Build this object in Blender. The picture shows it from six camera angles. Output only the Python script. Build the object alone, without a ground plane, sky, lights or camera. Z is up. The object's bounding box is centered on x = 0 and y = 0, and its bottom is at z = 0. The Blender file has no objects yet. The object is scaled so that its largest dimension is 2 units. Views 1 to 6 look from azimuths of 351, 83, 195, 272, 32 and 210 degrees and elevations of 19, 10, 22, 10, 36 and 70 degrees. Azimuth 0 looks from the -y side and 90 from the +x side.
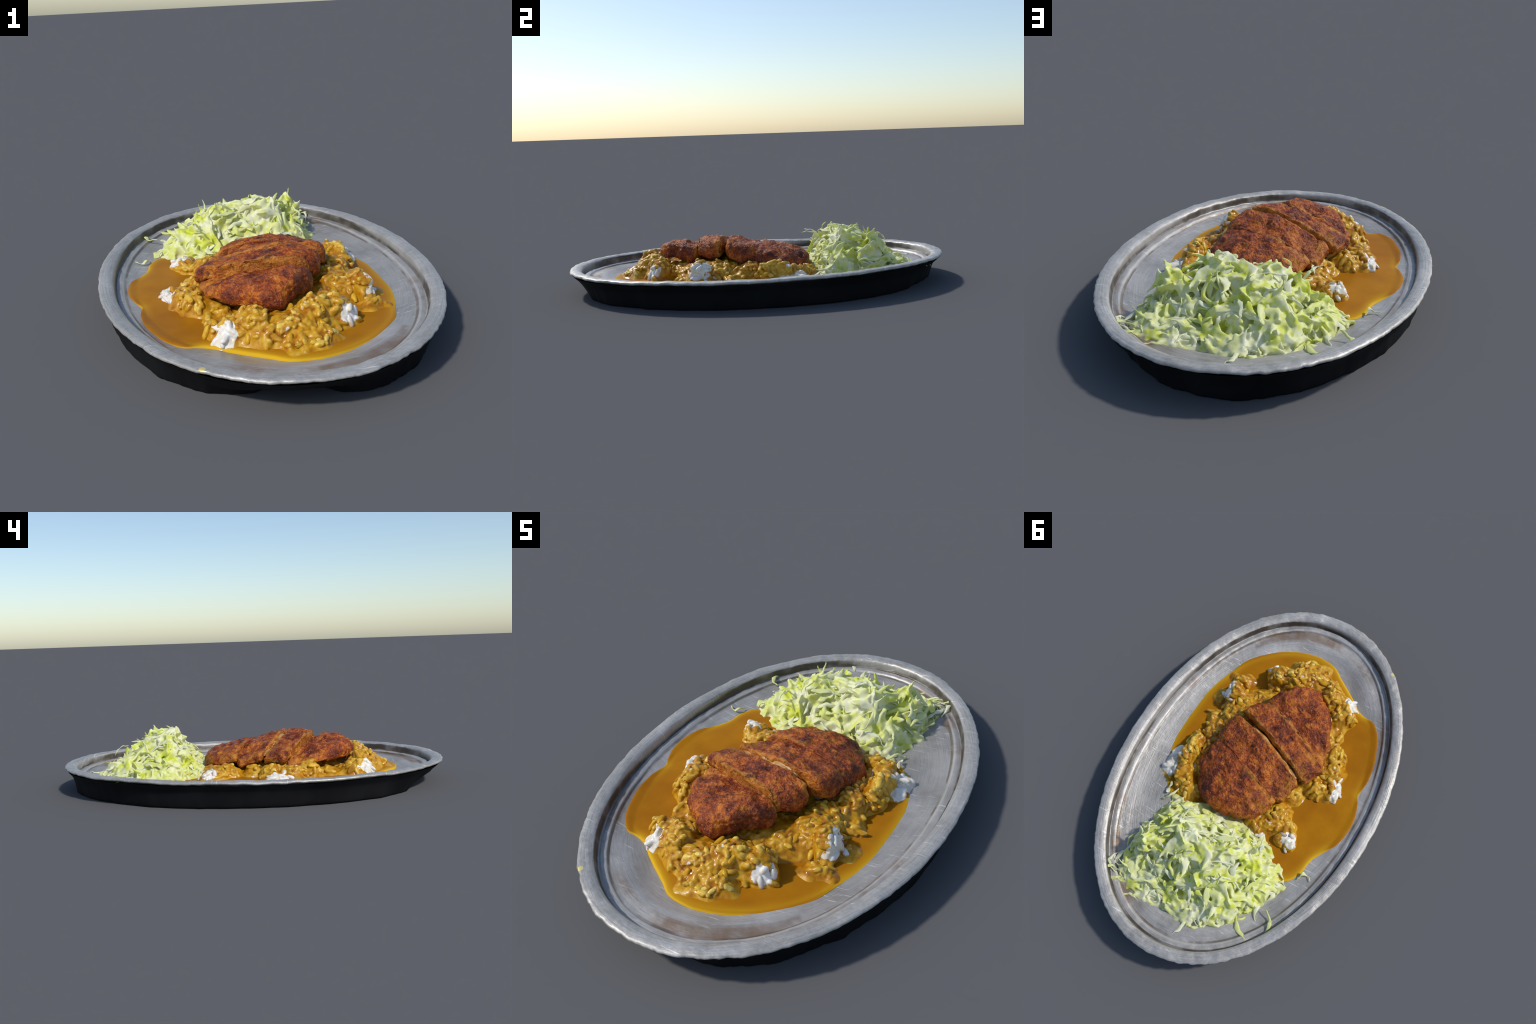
import bpy, bmesh, math, random
import numpy as np
from mathutils import Vector, Matrix, Quaternion

random.seed(7)
R = np.random.default_rng(11)

# ------------------------------------------------------------------ helpers
_perm = np.random.default_rng(5).permutation(512)
_grad = np.random.default_rng(6).normal(size=(512, 3))
_grad /= np.linalg.norm(_grad, axis=1)[:, None]


def noise3(p):
    """gradient noise, vectorised; p is (n,3), result about -0.7..0.7"""
    p = np.asarray(p, float)
    i = np.floor(p).astype(int)
    f = p - i
    u = f * f * f * (f * (f * 6 - 15) + 10)
    out = 0
    for dx in (0, 1):
        for dy in (0, 1):
            for dz in (0, 1):
                h = _perm[(_perm[(_perm[(i[:, 0] + dx) & 511] + i[:, 1] + dy) & 511] + i[:, 2] + dz) & 511]
                g = _grad[h]
                d = g[:, 0] * (f[:, 0] - dx) + g[:, 1] * (f[:, 1] - dy) + g[:, 2] * (f[:, 2] - dz)
                w = (u[:, 0] if dx else 1 - u[:, 0]) * (u[:, 1] if dy else 1 - u[:, 1]) * (u[:, 2] if dz else 1 - u[:, 2])
                out = out + w * d
    return out


def fbm(p, octaves=3, gain=0.5):
    p = np.asarray(p, float)
    return sum(gain ** k * noise3(p * 2 ** k + 17.3 * k) for k in range(octaves))


def smooth(x):
    x = np.clip(x, 0, 1)
    return x * x * (3 - 2 * x)


def mesh_from(name, verts, faces, mat=None, shade=True):
    me = bpy.data.meshes.new(name)
    me.from_pydata(np.asarray(verts).tolist(), [], [list(map(int, f)) for f in faces])
    me.update()
    if shade:
        me.polygons.foreach_set("use_smooth", np.ones(len(me.polygons), bool))
    if mat:
        me.materials.append(mat)
    return me


def add(name, data, parent=None):
    ob = bpy.data.objects.new(name, data)
    bpy.context.scene.collection.objects.link(ob)
    if parent:
        ob.parent = parent
    return ob


def thing(name, label, category, at=(0, 0, 0)):
    ob = add(name, None)
    ob.empty_display_size = 0.1
    ob["label"], ob["category"] = label, category
    return ob


def ring_faces(nr, ns, flip=False):
    """quads between nr closed rings of ns points each"""
    f = []
    for r in range(nr - 1):
        for s in range(ns):
            a, b = r * ns + s, r * ns + (s + 1) % ns
            q = (a, b, b + ns, a + ns)
            f.append(q[::-1] if flip else q)
    return f


def normals_of(v, f):
    v = np.asarray(v)
    f = np.asarray(f)
    n = np.cross(v[f[:, 2]] - v[f[:, 0]], v[f[:, 3]] - v[f[:, 1]])
    out = np.zeros_like(v)
    for k in range(4):
        np.add.at(out, f[:, k], n)
    return out / (np.linalg.norm(out, axis=1)[:, None] + 1e-12)


def chaikin(pts, n=2):
    p = np.asarray(pts, float)
    for _ in range(n):
        q = np.roll(p, -1, 0)
        p = np.stack([p * 0.75 + q * 0.25, p * 0.25 + q * 0.75], 1).reshape(-1, p.shape[1])
    return p


def resample(p, n):
    p = np.vstack([p, p[:1]])
    s = np.concatenate([[0], np.cumsum(np.linalg.norm(np.diff(p, axis=0), axis=1))])
    t = np.linspace(0, s[-1], n, endpoint=False)
    return np.stack([np.interp(t, s, p[:, k]) for k in range(p.shape[1])], 1)


def seg_distance(q, a, b):
    """distance of points q to segments a-b: (n,m)"""
    ab = b - a
    t = np.clip(((q[:, None] - a[None]) * ab[None]).sum(-1) / ((ab * ab).sum(-1)[None] + 1e-12), 0, 1)
    return np.linalg.norm(q[:, None] - (a[None] + t[..., None] * ab[None]), axis=-1)


def inside(q, poly):
    x, y = q[:, 0], q[:, 1]
    c = np.zeros(len(q), bool)
    a, b = poly, np.roll(poly, -1, 0)
    for (x0, y0), (x1, y1) in zip(a, b):
        hit = ((y0 > y) != (y1 > y)) & (x < (x1 - x0) * (y - y0) / (y1 - y0 + 1e-15) + x0)
        c ^= hit
    return c


def signed_distance(q, poly):
    out = np.empty(len(q))
    for k in range(0, len(q), 4000):
        out[k:k + 4000] = seg_distance(q[k:k + 4000], poly, np.roll(poly, -1, 0)).min(1)
    return np.where(inside(q, poly), out, -out)


def solid_field(v, nx, ny, floor):
    """closed solid under a height field of nx*ny points"""
    n = nx * ny
    low = v.copy()
    low[:, 2] = floor
    idx = np.arange(n).reshape(nx, ny)
    q = np.stack([idx[:-1, :-1], idx[1:, :-1], idx[1:, 1:], idx[:-1, 1:]], -1).reshape(-1, 4)
    rim = np.concatenate([idx[:-1, 0], idx[-1, :-1], idx[:0:-1, -1], idx[0, :0:-1]])
    nxt = np.roll(rim, -1)
    side = np.stack([nxt, rim, rim + n, nxt + n], -1)
    return np.vstack([v, low]), [*q.tolist(), *(q[:, ::-1] + n).tolist(), *side.tolist()]


def fuse(name, parts, voxel, mat, below, soften=0.5, rounds=2):
    """melt several closed meshes (verts, faces) into one skin, and drop what lies below a height"""
    vs, fs, base = [], [], 0
    for v, f in parts:
        vs.append(np.asarray(v))
        fs += [[k + base for k in g] for g in f]
        base += len(v)
    tmp = add("tmp", mesh_from("tmp", np.concatenate(vs), fs))
    m = tmp.modifiers.new("melt", "REMESH")
    m.mode, m.voxel_size, m.use_smooth_shade = "VOXEL", voxel, True
    if rounds:
        k = tmp.modifiers.new("soften", "SMOOTH")
        k.factor, k.iterations = soften, rounds
    me = bpy.data.meshes.new_from_object(tmp.evaluated_get(bpy.context.evaluated_depsgraph_get()))
    old = tmp.data
    bpy.data.objects.remove(tmp)
    bpy.data.meshes.remove(old)
    me.name = name
    bm = bmesh.new()
    bm.from_mesh(me)
    bmesh.ops.delete(bm, geom=[f for f in bm.faces if all(x.co.z < below for x in f.verts)], context="FACES")
    bm.to_mesh(me)
    bm.free()
    me.materials.clear()
    me.materials.append(mat)
    me.polygons.foreach_set("use_smooth", np.ones(len(me.polygons), bool))
    return me


def moved(src, M):
    co = np.empty(len(src.vertices) * 3)
    src.vertices.foreach_get("co", co)
    co = np.c_[co.reshape(-1, 3), np.ones(len(src.vertices))] @ np.array(M).T
    return co[:, :3], [list(p.vertices) for p in src.polygons]


# ------------------------------------------------------------------ materials
class Mat:
    def __init__(self, name):
        self.m = bpy.data.materials.new(name)
        self.m.use_nodes = True
        self.t = self.m.node_tree
        self.bsdf = self.t.nodes["Principled BSDF"]
        self.tc = self.t.nodes.new("ShaderNodeTexCoord")

    def node(self, kind, **props):
        n = self.t.nodes.new(kind)
        for k, v in props.items():
            if k.startswith("i_"):
                n.inputs[k[2:].replace("_", " ")].default_value = v
            else:
                setattr(n, k, v)
        return n

    def link(self, a, b):
        self.t.links.new(a, b)

    def coords(self, scale=(1, 1, 1), rot=(0, 0, 0), loc=(0, 0, 0)):
        n = self.node("ShaderNodeMapping")
        n.inputs["Scale"].default_value = scale
        n.inputs["Rotation"].default_value = rot
        n.inputs["Location"].default_value = loc
        self.link(self.tc.outputs["Object"], n.inputs["Vector"])
        return n.outputs[0]

    def noise(self, scale, detail=4, rough=0.55, vec=None, dist=0.0):
        n = self.node("ShaderNodeTexNoise")
        n.inputs["Scale"].default_value = scale
        n.inputs["Detail"].default_value = detail
        n.inputs["Roughness"].default_value = rough
        n.inputs["Distortion"].default_value = dist
        self.link(vec or self.tc.outputs["Object"], n.inputs["Vector"])
        return n.outputs["Fac"]

    def voronoi(self, scale, vec=None, feature="F1"):
        n = self.node("ShaderNodeTexVoronoi", feature=feature)
        n.inputs["Scale"].default_value = scale
        self.link(vec or self.tc.outputs["Object"], n.inputs["Vector"])
        return n.outputs["Distance"]

    def map(self, val, a, b, c=0.0, d=1.0, interp="SMOOTHSTEP"):
        n = self.node("ShaderNodeMapRange", interpolation_type=interp)
        self.link(val, n.inputs["Value"])
        for k, v in zip(("From Min", "From Max", "To Min", "To Max"), (a, b, c, d)):
            n.inputs[k].default_value = v
        return n.outputs[0]

    def ramp(self, val, stops):
        n = self.node("ShaderNodeValToRGB")
        e = n.color_ramp.elements
        while len(e) < len(stops):
            e.new(0.5)
        for el, (p, c) in zip(e, stops):
            el.position, el.color = p, (*c, 1)
        self.link(val, n.inputs[0])
        return n.outputs[0]

    def mix(self, fac, a, b, mode="MIX"):
        n = self.node("ShaderNodeMix", data_type="RGBA", blend_type=mode)
        for sock, v in ((n.inputs[0], fac), (n.inputs[6], a), (n.inputs[7], b)):
            if isinstance(v, tuple):
                sock.default_value = (*v, 1)
            elif isinstance(v, (int, float)):
                sock.default_value = v
            else:
                self.link(v, sock)
        return n.outputs[2]

    def math(self, op, a, b=0.0):
        n = self.node("ShaderNodeMath", operation=op)
        for sock, v in zip(n.inputs, (a, b)):
            if isinstance(v, (int, float)):
                sock.default_value = v
            else:
                self.link(v, sock)
        return n.outputs[0]

    def xyz(self):
        n = self.node("ShaderNodeSeparateXYZ")
        self.link(self.tc.outputs["Object"], n.inputs[0])
        return n.outputs

    def random(self):
        return self.node("ShaderNodeObjectInfo").outputs["Random"]

    def near(self, p, r0, r1):
        n = self.node("ShaderNodeVectorMath", operation="DISTANCE")
        self.link(self.tc.outputs["Object"], n.inputs[0])
        n.inputs[1].default_value = p
        return self.map(n.outputs["Value"], r0, r1, 1.0, 0.0)

    def bump(self, height, strength=0.3, dist=0.01):
        n = self.node("ShaderNodeBump")
        n.inputs["Strength"].default_value = strength
        n.inputs["Distance"].default_value = dist
        self.link(height, n.inputs["Height"])
        self.link(n.outputs[0], self.bsdf.inputs["Normal"])

    def out(self, color, rough=0.5, **kw):
        for sock, v in (("Base Color", color), ("Roughness", rough), *((k.replace("_", " "), v) for k, v in kw.items())):
            s = self.bsdf.inputs[sock]
            if isinstance(v, tuple):
                s.default_value = (*v, 1) if len(v) == 3 and s.type == "RGBA" else v
            elif isinstance(v, (int, float)):
                s.default_value = v
            else:
                self.link(v, s)
        return self.m


def metal_material():
    m = Mat("worn_brushed_metal")
    x, y, z = m.xyz()
    # concentric polishing marks: noise stretched along the oval
    r = m.math("SQRT", m.math("ADD", m.math("POWER", m.math("MULTIPLY", x, 1.49), 2.0), m.math("POWER", y, 2.0)))
    ang = m.math("ARCTAN2", y, m.math("MULTIPLY", x, 1.49))
    comb = m.node("ShaderNodeCombineXYZ")
    m.link(m.math("MULTIPLY", r, 90.0), comb.inputs[0])
    m.link(m.math("MULTIPLY", ang, 3.0), comb.inputs[1])
    brush = m.noise(1.6, 5, 0.65, comb.outputs[0])
    cloud = m.noise(4.0, 5, 0.6)
    fine = m.noise(45.0, 3, 0.6)
    base = m.ramp(m.math("ADD", m.math("MULTIPLY", brush, 0.33), m.math("MULTIPLY", cloud, 0.67)),
                  [(0.32, (0.23, 0.215, 0.195)), (0.48, (0.37, 0.352, 0.328)), (0.66, (0.52, 0.505, 0.485))])
    # the lip is paler and speckled
    d = m.math("SUBTRACT", 1.0, m.math("DIVIDE", r, 0.99))
    lip = m.map(d, 0.085, 0.055)
    lip_speckle = m.map(m.math("ADD", m.math("MULTIPLY", m.noise(60, 4, 0.7, m.coords(loc=(3, 3, 3))), 0.5), m.math("MULTIPLY", brush, 0.5)), 0.36, 0.62)
    base = m.mix(m.math("MULTIPLY", lip, 0.45), base, m.mix(lip_speckle, (0.34, 0.315, 0.275), (0.60, 0.575, 0.53)))
    # scratches in several directions
    for k, rot in enumerate((0.5, 1.3, 2.2, 2.9)):
        v = m.coords(scale=(9, 120, 9), rot=(0, 0, rot), loc=(k * 3.1, 0, 0))
        s = m.map(m.noise(1.0, 3, 0.55, v, 0.4), 0.63, 0.72)
        gate = m.map(m.noise(5.0 + k, 2, 0.5), 0.47, 0.6)
        base = m.mix(m.math("MULTIPLY", m.math("MULTIPLY", s, gate), 0.75), base, (0.78, 0.77, 0.75))
    # warm brown patches on the step just inside the lip
    brown_patch = m.math("MULTIPLY", m.map(m.noise(3.2, 4, 0.6, m.coords(loc=(2.7, 1.3, 0))), 0.47, 0.66),
                   m.math("MULTIPLY", m.map(r, 0.825, 0.855), m.map(r, 0.91, 0.895)))
    base = m.mix(m.math("MULTIPLY", brown_patch, 0.9), base, (0.24, 0.155, 0.095))
    # dark line in the groove of the lip and a browner line along the foot of the step
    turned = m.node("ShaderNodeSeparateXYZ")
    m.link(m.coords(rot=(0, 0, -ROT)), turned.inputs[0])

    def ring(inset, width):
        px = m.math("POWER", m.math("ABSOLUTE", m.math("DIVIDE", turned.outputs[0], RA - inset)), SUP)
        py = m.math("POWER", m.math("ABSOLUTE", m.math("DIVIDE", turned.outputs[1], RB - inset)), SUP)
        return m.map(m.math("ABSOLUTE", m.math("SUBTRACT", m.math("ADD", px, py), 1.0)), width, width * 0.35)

    ring_fade = m.map(m.noise(4.5, 3, 0.6, m.coords(loc=(6, 4, 1))), 0.34, 0.56)
    base = m.mix(m.math("MULTIPLY", ring(0.0630, 0.020), m.map(ring_fade, 0, 1, 0.55, 0.95)), base, (0.060, 0.044, 0.030))
    base = m.mix(m.math("MULTIPLY", ring(0.1025, 0.022), m.math("MULTIPLY", ring_fade, 0.75)), base, (0.13, 0.095, 0.062))
    base = m.mix(m.math("MULTIPLY", ring(0.092, 0.018), 0.45), base, (0.62, 0.60, 0.56))
    tarnish = m.map(m.noise(7.0, 5, 0.65, m.coords(loc=(9, 2, 4))), 0.5, 0.72)
    base = m.mix(m.math("MULTIPLY", tarnish, 0.35), base, (0.36, 0.345, 0.30))
    base = m.mix(m.near((-0.341, -0.846, 0.128), 0.008, 0.013), base, (0.75, 0.62, 0.22))
    m.bump(m.math("ADD", m.math("MULTIPLY", brush, 0.6), m.math("MULTIPLY", fine, 0.6)), 0.45, 0.006)
    return m.out(base, m.map(cloud, 0.3, 0.7, 0.36, 0.52), Metallic=0.35)


def black_material():
    m = Mat("blackened_underside")
    c = m.ramp(m.noise(5, 4), [(0.3, (0.003, 0.003, 0.004)), (0.7, (0.009, 0.009, 0.010))])
    return m.out(c, 0.75, Specular_IOR_Level=0.15)




def sauce_material():
    m = Mat("curry_sauce_glossy")
    x, y, z = m.xyz()
    n1 = m.noise(5, 4, 0.55)
    n2 = m.noise(70, 3, 0.6)
    base = m.ramp(n1, [(0.3, (0.30, 0.108, 0.005)), (0.5, (0.37, 0.143, 0.006)), (0.7, (0.44, 0.185, 0.007))])
    thin = m.map(m.math("ADD", z, m.math("MULTIPLY", m.math("SUBTRACT", n1, 0.5), 0.003)), 0.0700, 0.0765, 1.0, 0.0)
    base = m.mix(thin, base, (0.68, 0.40, 0.016))
    speck = m.map(m.voronoi(55), 0.10, 0.03)
    gate = m.map(m.noise(23, 2, 0.5, m.coords(loc=(5, 1, 2))), 0.56, 0.64)
    base = m.mix(m.math("MULTIPLY", m.math("MULTIPLY", speck, gate), 0.5), base, (0.70, 0.46, 0.10))
    m.bump(m.math("ADD", n1, m.math("MULTIPLY", n2, 0.12)), 0.10, 0.02)
    return m.out(base, 0.40, Specular_IOR_Level=0.05)


def coated_rice_material(white_patches):
    m = Mat("rice_in_curry_sauce")
    n1 = m.noise(9, 5, 0.6)
    n2 = m.noise(34, 3, 0.55)
    base = m.ramp(m.math("ADD", m.math("MULTIPLY", n1, 0.5), m.math("MULTIPLY", n2, 0.5)),
                  [(0.34, (0.26, 0.088, 0.003)), (0.45, (0.43, 0.175, 0.005)), (0.54, (0.54, 0.280, 0.010)), (0.65, (0.66, 0.41, 0.055))])
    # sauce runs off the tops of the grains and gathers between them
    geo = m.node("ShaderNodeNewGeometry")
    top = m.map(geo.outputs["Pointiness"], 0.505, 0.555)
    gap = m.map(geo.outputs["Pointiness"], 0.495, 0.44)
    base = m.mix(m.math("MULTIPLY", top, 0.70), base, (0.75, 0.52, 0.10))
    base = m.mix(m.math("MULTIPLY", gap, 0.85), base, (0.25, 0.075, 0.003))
    grain = n2
    mask = None
    for c, r in white_patches:
        k = m.near(c, r * 0.35, r * 0.95)
        mask = k if mask is None else m.math("MAXIMUM", mask, k)
    mask = m.map(m.math("ADD", mask, m.math("MULTIPLY", m.math("SUBTRACT", m.noise(20, 4, 0.6), 0.5), 2.6)), 0.42, 0.58)
    base = m.mix(mask, base, m.mix(m.map(m.noise(45, 3, 0.6), 0.42, 0.58), (0.76, 0.69, 0.54), (0.82, 0.80, 0.76)))
    m.bump(n2, 0.35, 0.006)
    return m.out(base, m.map(n2, 0.35, 0.65, 0.16, 0.42), Specular_IOR_Level=0.32)


def grain_material(white):
    m = Mat("white_rice" if white else "curry_coated_rice")
    rnd = m.random()
    n = m.noise(55, 3, 0.55)
    if white:
        c = m.mix(rnd, (0.70, 0.66, 0.60), (0.80, 0.78, 0.74))
        c = m.mix(m.math("MULTIPLY", m.map(n, 0.50, 0.60), 0.6), c, (0.62, 0.42, 0.12))
        return m.out(c, 0.42, Subsurface_Weight=0.08, Subsurface_Radius=(0.01, 0.008, 0.006), Subsurface_Scale=0.5)
    c = m.ramp(rnd, [(0.0, (0.54, 0.265, 0.009)), (0.35, (0.64, 0.365, 0.022)), (0.7, (0.73, 0.49, 0.065)), (1.0, (0.79, 0.60, 0.16))])
    c = m.mix(m.math("MULTIPLY", m.map(n, 0.45, 0.60), 0.85), c, (0.48, 0.22, 0.010))
    m.bump(n, 0.3, 0.004)
    return m.out(c, 0.32, Specular_IOR_Level=0.22)


def crust_material():
    m = Mat("fried_breadcrumb_crust")
    n1 = m.noise(9, 5, 0.68)
    n2 = m.noise(30, 5, 0.65, m.coords(loc=(4, 2, 1)))
    n3 = m.noise(110, 3, 0.6)
    v = m.voronoi(75)
    mixn = m.math("ADD", m.math("MULTIPLY", n1, 0.46), m.math("ADD", m.math("MULTIPLY", n2, 0.32), m.math("MULTIPLY", n3, 0.22)))
    base = m.ramp(mixn, [(0.40, (0.085, 0.014, 0.007)), (0.46, (0.180, 0.033, 0.009)), (0.51, (0.33, 0.066, 0.009)),
                         (0.555, (0.50, 0.135, 0.013)), (0.63, (0.63, 0.24, 0.034))])
    crumb = m.map(m.math("ADD", m.math("MULTIPLY", v, 0.8), m.math("MULTIPLY", n3, 0.5)), 0.48, 0.32)
    base = m.mix(m.math("MULTIPLY", crumb, 0.42), base, (0.58, 0.26, 0.09))
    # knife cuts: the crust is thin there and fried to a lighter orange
    x, y, z = m.xyz()
    t = m.math("ADD", m.math("MULTIPLY", x, 0.312), m.math("MULTIPLY", m.math("ADD", y, 0.12), 0.95))
    s = m.math("SUBTRACT", m.math("MULTIPLY", x, 0.95), m.math("MULTIPLY", m.math("ADD", y, 0.12), 0.312))
    t = m.math("ADD", t, m.math("MULTIPLY", m.math("SUBTRACT", n2, 0.5), 0.022))
    edge = m.map(m.math("ABSOLUTE", m.math("ADD", t, 0.028)), 0.030, 0.014)
    edge = m.math("MAXIMUM", edge, m.map(m.math("ABSOLUTE", m.math("ADD", t, 0.164)), 0.018, 0.006))
    edge = m.math("MAXIMUM", edge, m.math("MULTIPLY", m.map(m.math("ABSOLUTE", m.math("SUBTRACT", t, 0.152)), 0.016, 0.005), m.map(s, 0.02, -0.06)))
    ends = m.math("MULTIPLY", m.map(s, -0.10, -0.22), m.map(n1, 0.40, 0.56))
    edge = m.math("MAXIMUM", edge, m.math("MULTIPLY", ends, 0.7))
    base = m.mix(m.math("MULTIPLY", edge, 0.75), base, m.mix(m.map(n2, 0.4, 0.6), (0.40, 0.125, 0.012), (0.58, 0.245, 0.035)))
    char = m.map(m.noise(24, 4, 0.65, m.coords(loc=(1, 7, 3))), 0.60, 0.68)
    base = m.mix(m.math("MULTIPLY", char, 0.75), base, (0.040, 0.013, 0.008))
    m.bump(m.math("ADD", m.math("MULTIPLY", n3, 0.8), m.math("MULTIPLY", n2, 1.0)), 0.8, 0.012)
    return m.out(base, m.map(n3, 0.42, 0.60, 0.26, 0.66), Specular_IOR_Level=0.30)


def meat_material():
    m = Mat("cut_meat")
    x, y, z = m.xyz()
    n = m.noise(26, 4, 0.6, m.coords(scale=(1, 1, 2.4)))
    h = m.math("ADD", n, 0.0)
    c = m.ramp(h, [(0.33, (0.34, 0.13, 0.025)), (0.48, (0.48, 0.25, 0.07)), (0.6, (0.58, 0.40, 0.20)), (0.72, (0.62, 0.50, 0.33))])
    m.bump(n, 0.4, 0.006)
    return m.out(c, 0.4)


def cabbage_material(kind):
    m = Mat("cabbage_" + kind)
    n1 = m.noise(11, 4, 0.6)
    n2 = m.noise(40, 3, 0.55, m.coords(scale=(1, 1, 1), loc=(3, 3, 3)))
    if kind == "heap":
        c = m.ramp(m.math("ADD", m.math("MULTIPLY", n1, 0.6), m.math("MULTIPLY", n2, 0.4)),
                   [(0.33, (0.62, 0.70, 0.03)), (0.42, (0.76, 0.81, 0.13)), (0.50, (0.86, 0.88, 0.38)), (0.60, (0.91, 0.91, 0.64))])  # cabbage tinted yellower, baking in warm light that the blue sky would grey
    else:
        rnd = m.random()
        tone = m.math("ADD", m.math("MULTIPLY", rnd, 0.55), m.math("MULTIPLY", n1, 0.45))
        c = m.ramp(tone, [(0.15, (0.72, 0.77, 0.16)), (0.36, (0.81, 0.84, 0.36)), (0.55, (0.87, 0.88, 0.54)), (0.8, (0.90, 0.91, 0.70))])
        vein = m.map(m.noise(1.0, 2, 0.5, m.coords(scale=(10, 130, 60))), 0.56, 0.68)
        c = m.mix(m.math("MULTIPLY", vein, 0.4), c, (0.86, 0.87, 0.66))
    m.bump(n2, 0.25, 0.006)
    mat = m.out(c, 0.42, Specular_IOR_Level=0.25)
    tr = m.node("ShaderNodeBsdfTranslucent")
    m.link(c, tr.inputs["Color"])
    mx = m.node("ShaderNodeMixShader")
    mx.inputs[0].default_value = 0.22
    m.link(m.bsdf.outputs[0], mx.inputs[1])
    m.link(tr.outputs[0], mx.inputs[2])
    m.link(mx.outputs[0], m.t.nodes["Material Output"].inputs["Surface"])
    return mat


# ------------------------------------------------------------------ the plate
CX, CY, RA, RB, ROT, SUP = 0.0, 0.001, 0.661, 0.994, 0.0195, 2.11
TILT = (0.0087, 0.0058)


def oval(th, inset_a, inset_b, wob=0.0):
    c, s = np.cos(th), np.sin(th)
    k = 1 + 0.008 * np.cos(4 * th) * 0.6 + wob
    x = (RA - inset_a) * k * np.sign(c) * np.abs(c) ** (2 / SUP)
    y = (RB - inset_b) * k * np.sign(s) * np.abs(s) ** (2 / SUP)
    return CX + x * math.cos(ROT) - y * math.sin(ROT), CY + x * math.sin(ROT) + y * math.cos(ROT)


# distance in from the edge, height
DISH_PROFILE = [(0.030, 0.110), (0.012, 0.114), (0.003, 0.1165), (0.000, 0.120), (0.0008, 0.125), (0.005, 0.129), (0.012, 0.1312), (0.026, 0.1330), (0.042, 0.1320),
                (0.054, 0.1275), (0.0590, 0.1215), (0.0608, 0.1065), (0.0630, 0.0965), (0.066, 0.0930), (0.074, 0.0945), (0.087, 0.0940),
                (0.096, 0.0905), (0.1015, 0.0840), (0.107, 0.0825), (0.117, 0.0802), (0.135, 0.0772), (0.155, 0.0725), (0.19, 0.0680), (0.24, 0.0655),
                (0.32, 0.063), (0.42, 0.061), (0.54, 0.061), (0.64, 0.061)]


def end_rise(d, th):
    """the well climbs more gently towards the two ends of the oval"""
    s = np.sin(th)
    w = smooth((np.abs(s) - 0.55) / 0.40) * np.where(s < 0, 1.0, 0.75)
    return w * 0.017 * math.exp(-((d - 0.165) / 0.050) ** 2)


def floor_z(d):
    p = np.array(DISH_PROFILE[6:])
    return np.interp(d, p[:, 0], p[:, 1])


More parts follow.
